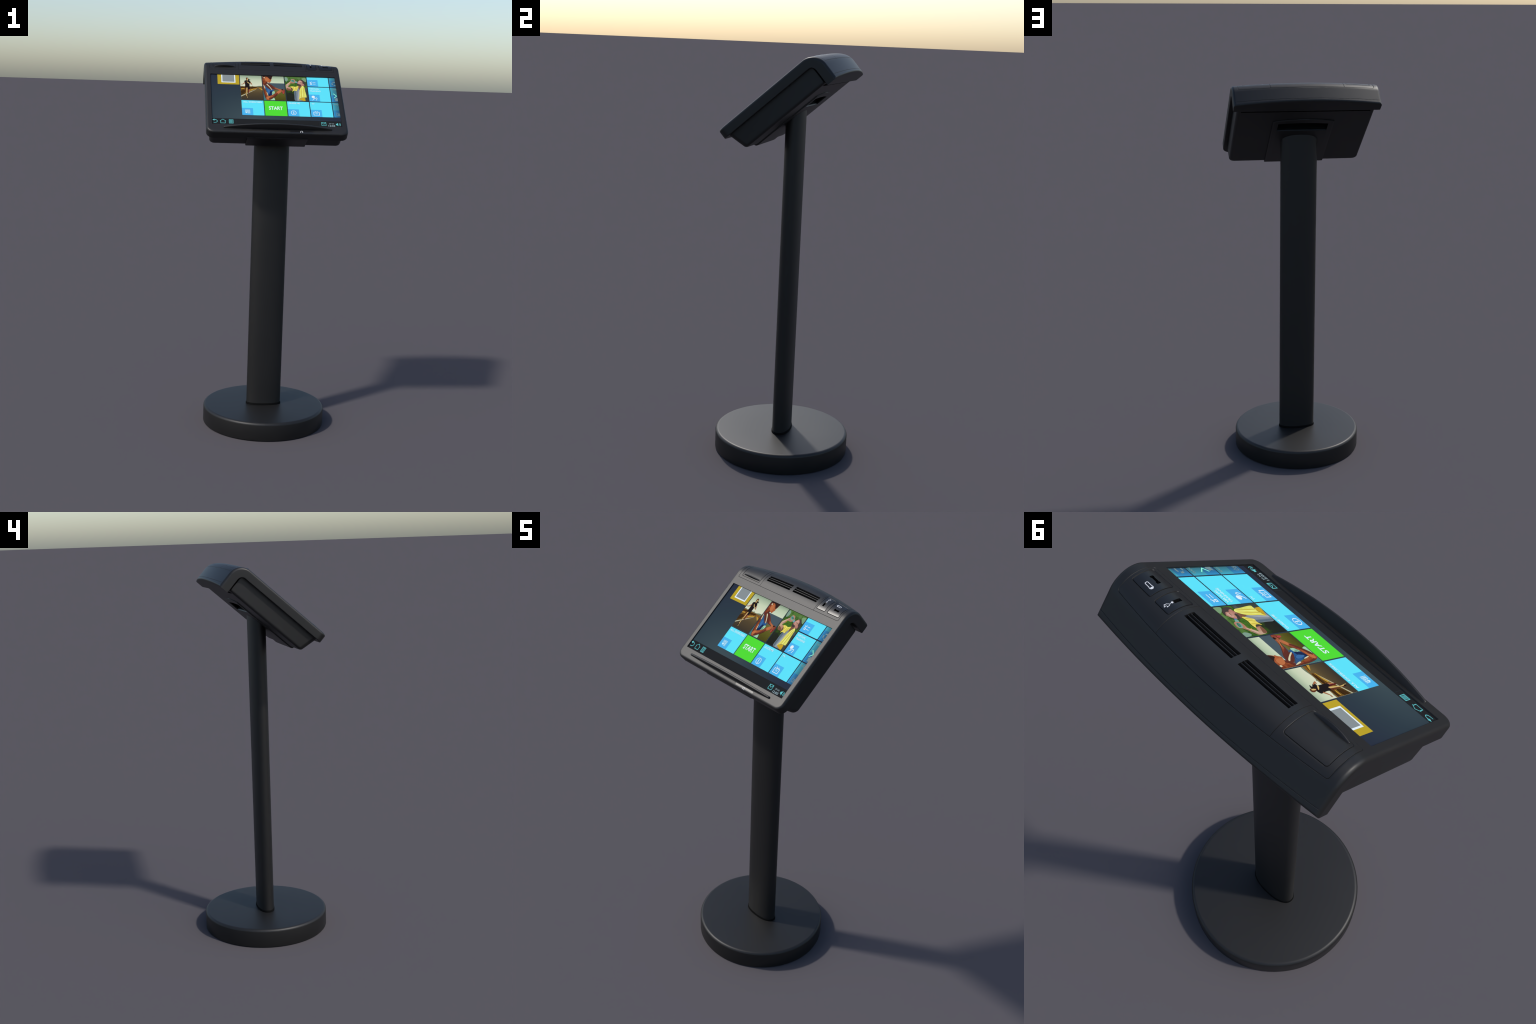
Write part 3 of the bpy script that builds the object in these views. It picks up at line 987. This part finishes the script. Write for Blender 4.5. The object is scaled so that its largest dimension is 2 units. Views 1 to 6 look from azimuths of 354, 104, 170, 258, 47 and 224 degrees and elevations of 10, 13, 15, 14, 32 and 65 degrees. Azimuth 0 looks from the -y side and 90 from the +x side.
LAYER[0] = 0
tile("photo_tile", 3, (PH_BOT, 0.23), LEAVES)
scene(3, [(.01, .04), (.10, .03), (.15, .12), (.08, .21), (.02, .17)], BOKEH, "photo_foliage")
scene(3, [(.62, .03), (.74, .04), (.72, .10), (.60, .09)], flat_print("photo_leaf_mid", (96, 126, 74)), "photo_foliage")
scene(3, [(.80, .06), (.98, .04), (.99, .20), (.90, .18), (.84, .13)], flat_print("photo_leaf_pale", (124, 156, 116)), "photo_foliage")
scene(3, [(.02, .36), (.10, .295), (.20, .23), (.27, .17), (.30, .11), (.36, .095), (.44, .12), (.49, .17), (.47, .25), (.38, .28), (.26, .28), (.20, .35), (.12, .42), (.20, .435), (.30, .50), (.28, .57), (.16, .58), (.05, .555), (.02, .46)], FLESH, "photo_man")
scene(3, [(.05, .48), (.14, .50), (.26, .55), (.20, .585), (.06, .57)], FLESH_D, "photo_man")
scene(3, [(.26, .47), (.31, .49), (.33, .56), (.28, .59)], STUBBLE, "photo_man")
scene(3, [(.30, .125), (.38, .13), (.47, .165), (.56, .205), (.575, .24), (.53, .265), (.46, .245), (.36, .225), (.29, .19)], BOTTLE, "photo_man")
scene(3, [(.565, .215), (.60, .22), (.595, .26), (.56, .255)], flat_print("photo_bottle_cap", (58, 84, 190)), "photo_man")
scene(3, [(.40, .105), (.46, .12), (.49, .18), (.46, .26), (.435, .22), (.45, .17)], FLESH, "photo_man")
scene(3, [(.165, .265), (.185, .255), (.235, .325), (.215, .335)], flat_print("photo_wrist_band", (204, 158, 52)), "photo_man")
scene(3, [(.38, .62), (.48, .52), (.58, .45), (.68, .50), (.82, .46), (.94, .455), (1.0, .50), (1.0, 1.0), (.80, 1.0), (.40, 1.0), (.37, .80)], SHIRT, "photo_man")
scene(3, [(.58, .36), (.82, .34), (.80, .42), (.72, .48), (.66, .56), (.61, .48)], FLESH_D, "photo_man")
scene(3, [(.595, .215), (.66, .165), (.74, .13), (.84, .15), (.92, .24), (.93, .34), (.84, .37), (.74, .385), (.62, .355), (.56, .32), (.575, .27)], FLESH, "photo_man")
scene(3, [(.70, .125), (.80, .125), (.90, .18), (.965, .27), (.955, .37), (.90, .40), (.88, .32), (.82, .27), (.81, .19)], STUBBLE, "photo_man")
scene(3, [(.545, .29), (.58, .285), (.64, .31), (.72, .32), (.74, .37), (.66, .375), (.57, .35)], STUBBLE, "photo_man")
scene(3, [(.80, .30), (.86, .29), (.875, .335), (.82, .36)], FLESH, "photo_man")
scene(3, [(.62, .56), (.70, .54), (.62, .72), (.58, .96), (.50, .96), (.54, .74)], flat_print("photo_shirt_light", (160, 164, 170)), "photo_man")
scene(3, [(.40, .66), (.46, .62), (.45, .82), (.44, .98), (.40, .98)], flat_print("photo_shirt_blue", (92, 108, 122)), "photo_man")
scene(3, [(.90, .60), (1.0, .58), (1.0, 1.0), (.84, 1.0), (.90, .84)], flat_print("photo_shirt_dark", (62, 68, 64)), "photo_man")
scene(3, [(.66, .19), (.74, .17), (.78, .22), (.72, .26), (.64, .26)], flat_print("photo_face_light", (206, 160, 146)), "photo_man")
scene(3, [(.68, .235), (.76, .225), (.76, .24), (.69, .25)], FLESH_D, "photo_man")
scene(3, [(.06, .345), (.16, .28), (.24, .22), (.27, .225), (.19, .31), (.10, .385)], flat_print("photo_arm_light", (208, 172, 150)), "photo_man")
scene(3, [(.32, .145), (.40, .15), (.45, .18), (.40, .20), (.33, .185)], flat_print("photo_bottle_dark", (74, 124, 112)), "photo_man")
scene(3, [(.22, .43), (.34, .41), (.46, .425), (.59, .39), (.60, .44), (.55, .52), (.49, .60), (.42, .585), (.35, .60), (.29, .625), (.32, .56), (.31, .49)], TOWEL, "photo_man")
scene(3, [(.57, .94), (.66, .90), (.82, .86), (.85, 1.0), (.72, .985)], TOWEL_D, "photo_man")
scene(3, [(.80, .38), (.87, .43), (.89, .56), (.93, .83), (.86, .855), (.74, .86), (.62, .90), (.555, .935), (.60, .80), (.62, .64), (.67, .50), (.74, .42)], TOWEL, "photo_man")

for a, b in (((.36, .45), (.33, .57)), ((.47, .45), (.43, .565)), ((.54, .44), (.50, .55))):
    scene(3, [(a[0] - .012, a[1]), (a[0] + .012, a[1]), (b[0] + .012, b[1]), (b[0] - .012, b[1])], flat_print("photo_towel_shade", (206, 182, 74)), "photo_man")
for a, b in (((.76, .47), (.68, .86)), ((.83, .47), (.80, .84))):
    scene(3, [(a[0] - .012, a[1]), (a[0] + .012, a[1]), (b[0] + .014, b[1]), (b[0] - .014, b[1])], flat_print("photo_towel_shade", (206, 182, 74)), "photo_man")
# runner extras: field tufts and road shading
LAYER[0] = 22
TUFT = flat_print("photo_tuft_gold", (190, 146, 58))
SOIL = flat_print("photo_soil_dark", (66, 44, 24))
scene(1, [(.44, .60), (.56, .565), (.70, .545), (.75, .54), (.72, .565), (.58, .60), (.46, .645)], TUFT, "photo_ground")
scene(1, [(.02, .56), (.12, .545), (.20, .56), (.12, .58), (.03, .58)], TUFT, "photo_ground")
scene(1, [(.0, .50), (.20, .485), (.20, .515), (.0, .53)], SOIL, "photo_ground")
scene(1, [(.44, .50), (.70, .485), (.74, .50), (.56, .53), (.44, .54)], SOIL, "photo_ground")
scene(1, [(.84, .52), (1.0, .56), (1.0, .62), (.90, .57)], TUFT, "photo_ground")
scene(1, [(.0, .66), (.16, .62), (.20, .68), (.06, .76), (.0, .76)], SOIL, "photo_ground")

# ============================================================ MARKS ON COVERS
def mark(name, polys, parent):
    prism(name, polys, -0.0004, 0.0005, M_WHITE_MARK, parent, lambda x, y, h: skin(x, y, h))


# handset-shaped connector sign
hs = [(0.2985, 0.2925), (0.2985, 0.2975), (0.2965, 0.2988), (0.2830, 0.2988), (0.2800, 0.2998), (0.2770, 0.2995), (0.2742, 0.2970),
      (0.2742, 0.2932), (0.2770, 0.2908), (0.2800, 0.2906), (0.2830, 0.2913), (0.2965, 0.2913)]
mark("connector_symbol", stroke(hs, 0.0015, True) + [disc(0.2768, 0.2952, 0.0026, 0.0042, 12)], PORT_OB[0])
# trident plug sign
ux = 0.2145
mark("trident_symbol", [disc(ux, 0.2868, 0.0026)] + stroke([(ux, 0.2868), (ux, 0.3060)], 0.0011) +
     stroke([(ux, 0.2920), (ux - 0.0042, 0.2965), (ux - 0.0042, 0.3005)], 0.0011) + stroke([(ux, 0.2945), (ux + 0.0042, 0.2990), (ux + 0.0042, 0.3030)], 0.0011) +
     [disc(ux - 0.0042, 0.3015, 0.0015), disc(ux + 0.0042, 0.3038, 0.0015), disc(ux, 0.3062, 0.0015)], PORT_OB[1])


# headphone sign on the rounded lower edge
def lower_edge(x, y, h):
    return skin(x, y, h - float(edge_drop(np.array(x), np.array(y))))


hp = arc(0.1206, -0.2358, 0.0056, 0.0056, -30, 210, 14)
prism("headphone_symbol", stroke(hp, 0.0021) + [disc(0.1258, -0.2390, 0.0017, 0.0022, 10), disc(0.1154, -0.2390, 0.0017, 0.0022, 10)],
      -0.0004, 0.0006, M_WHITE_MARK, JACK_OB, lower_edge)
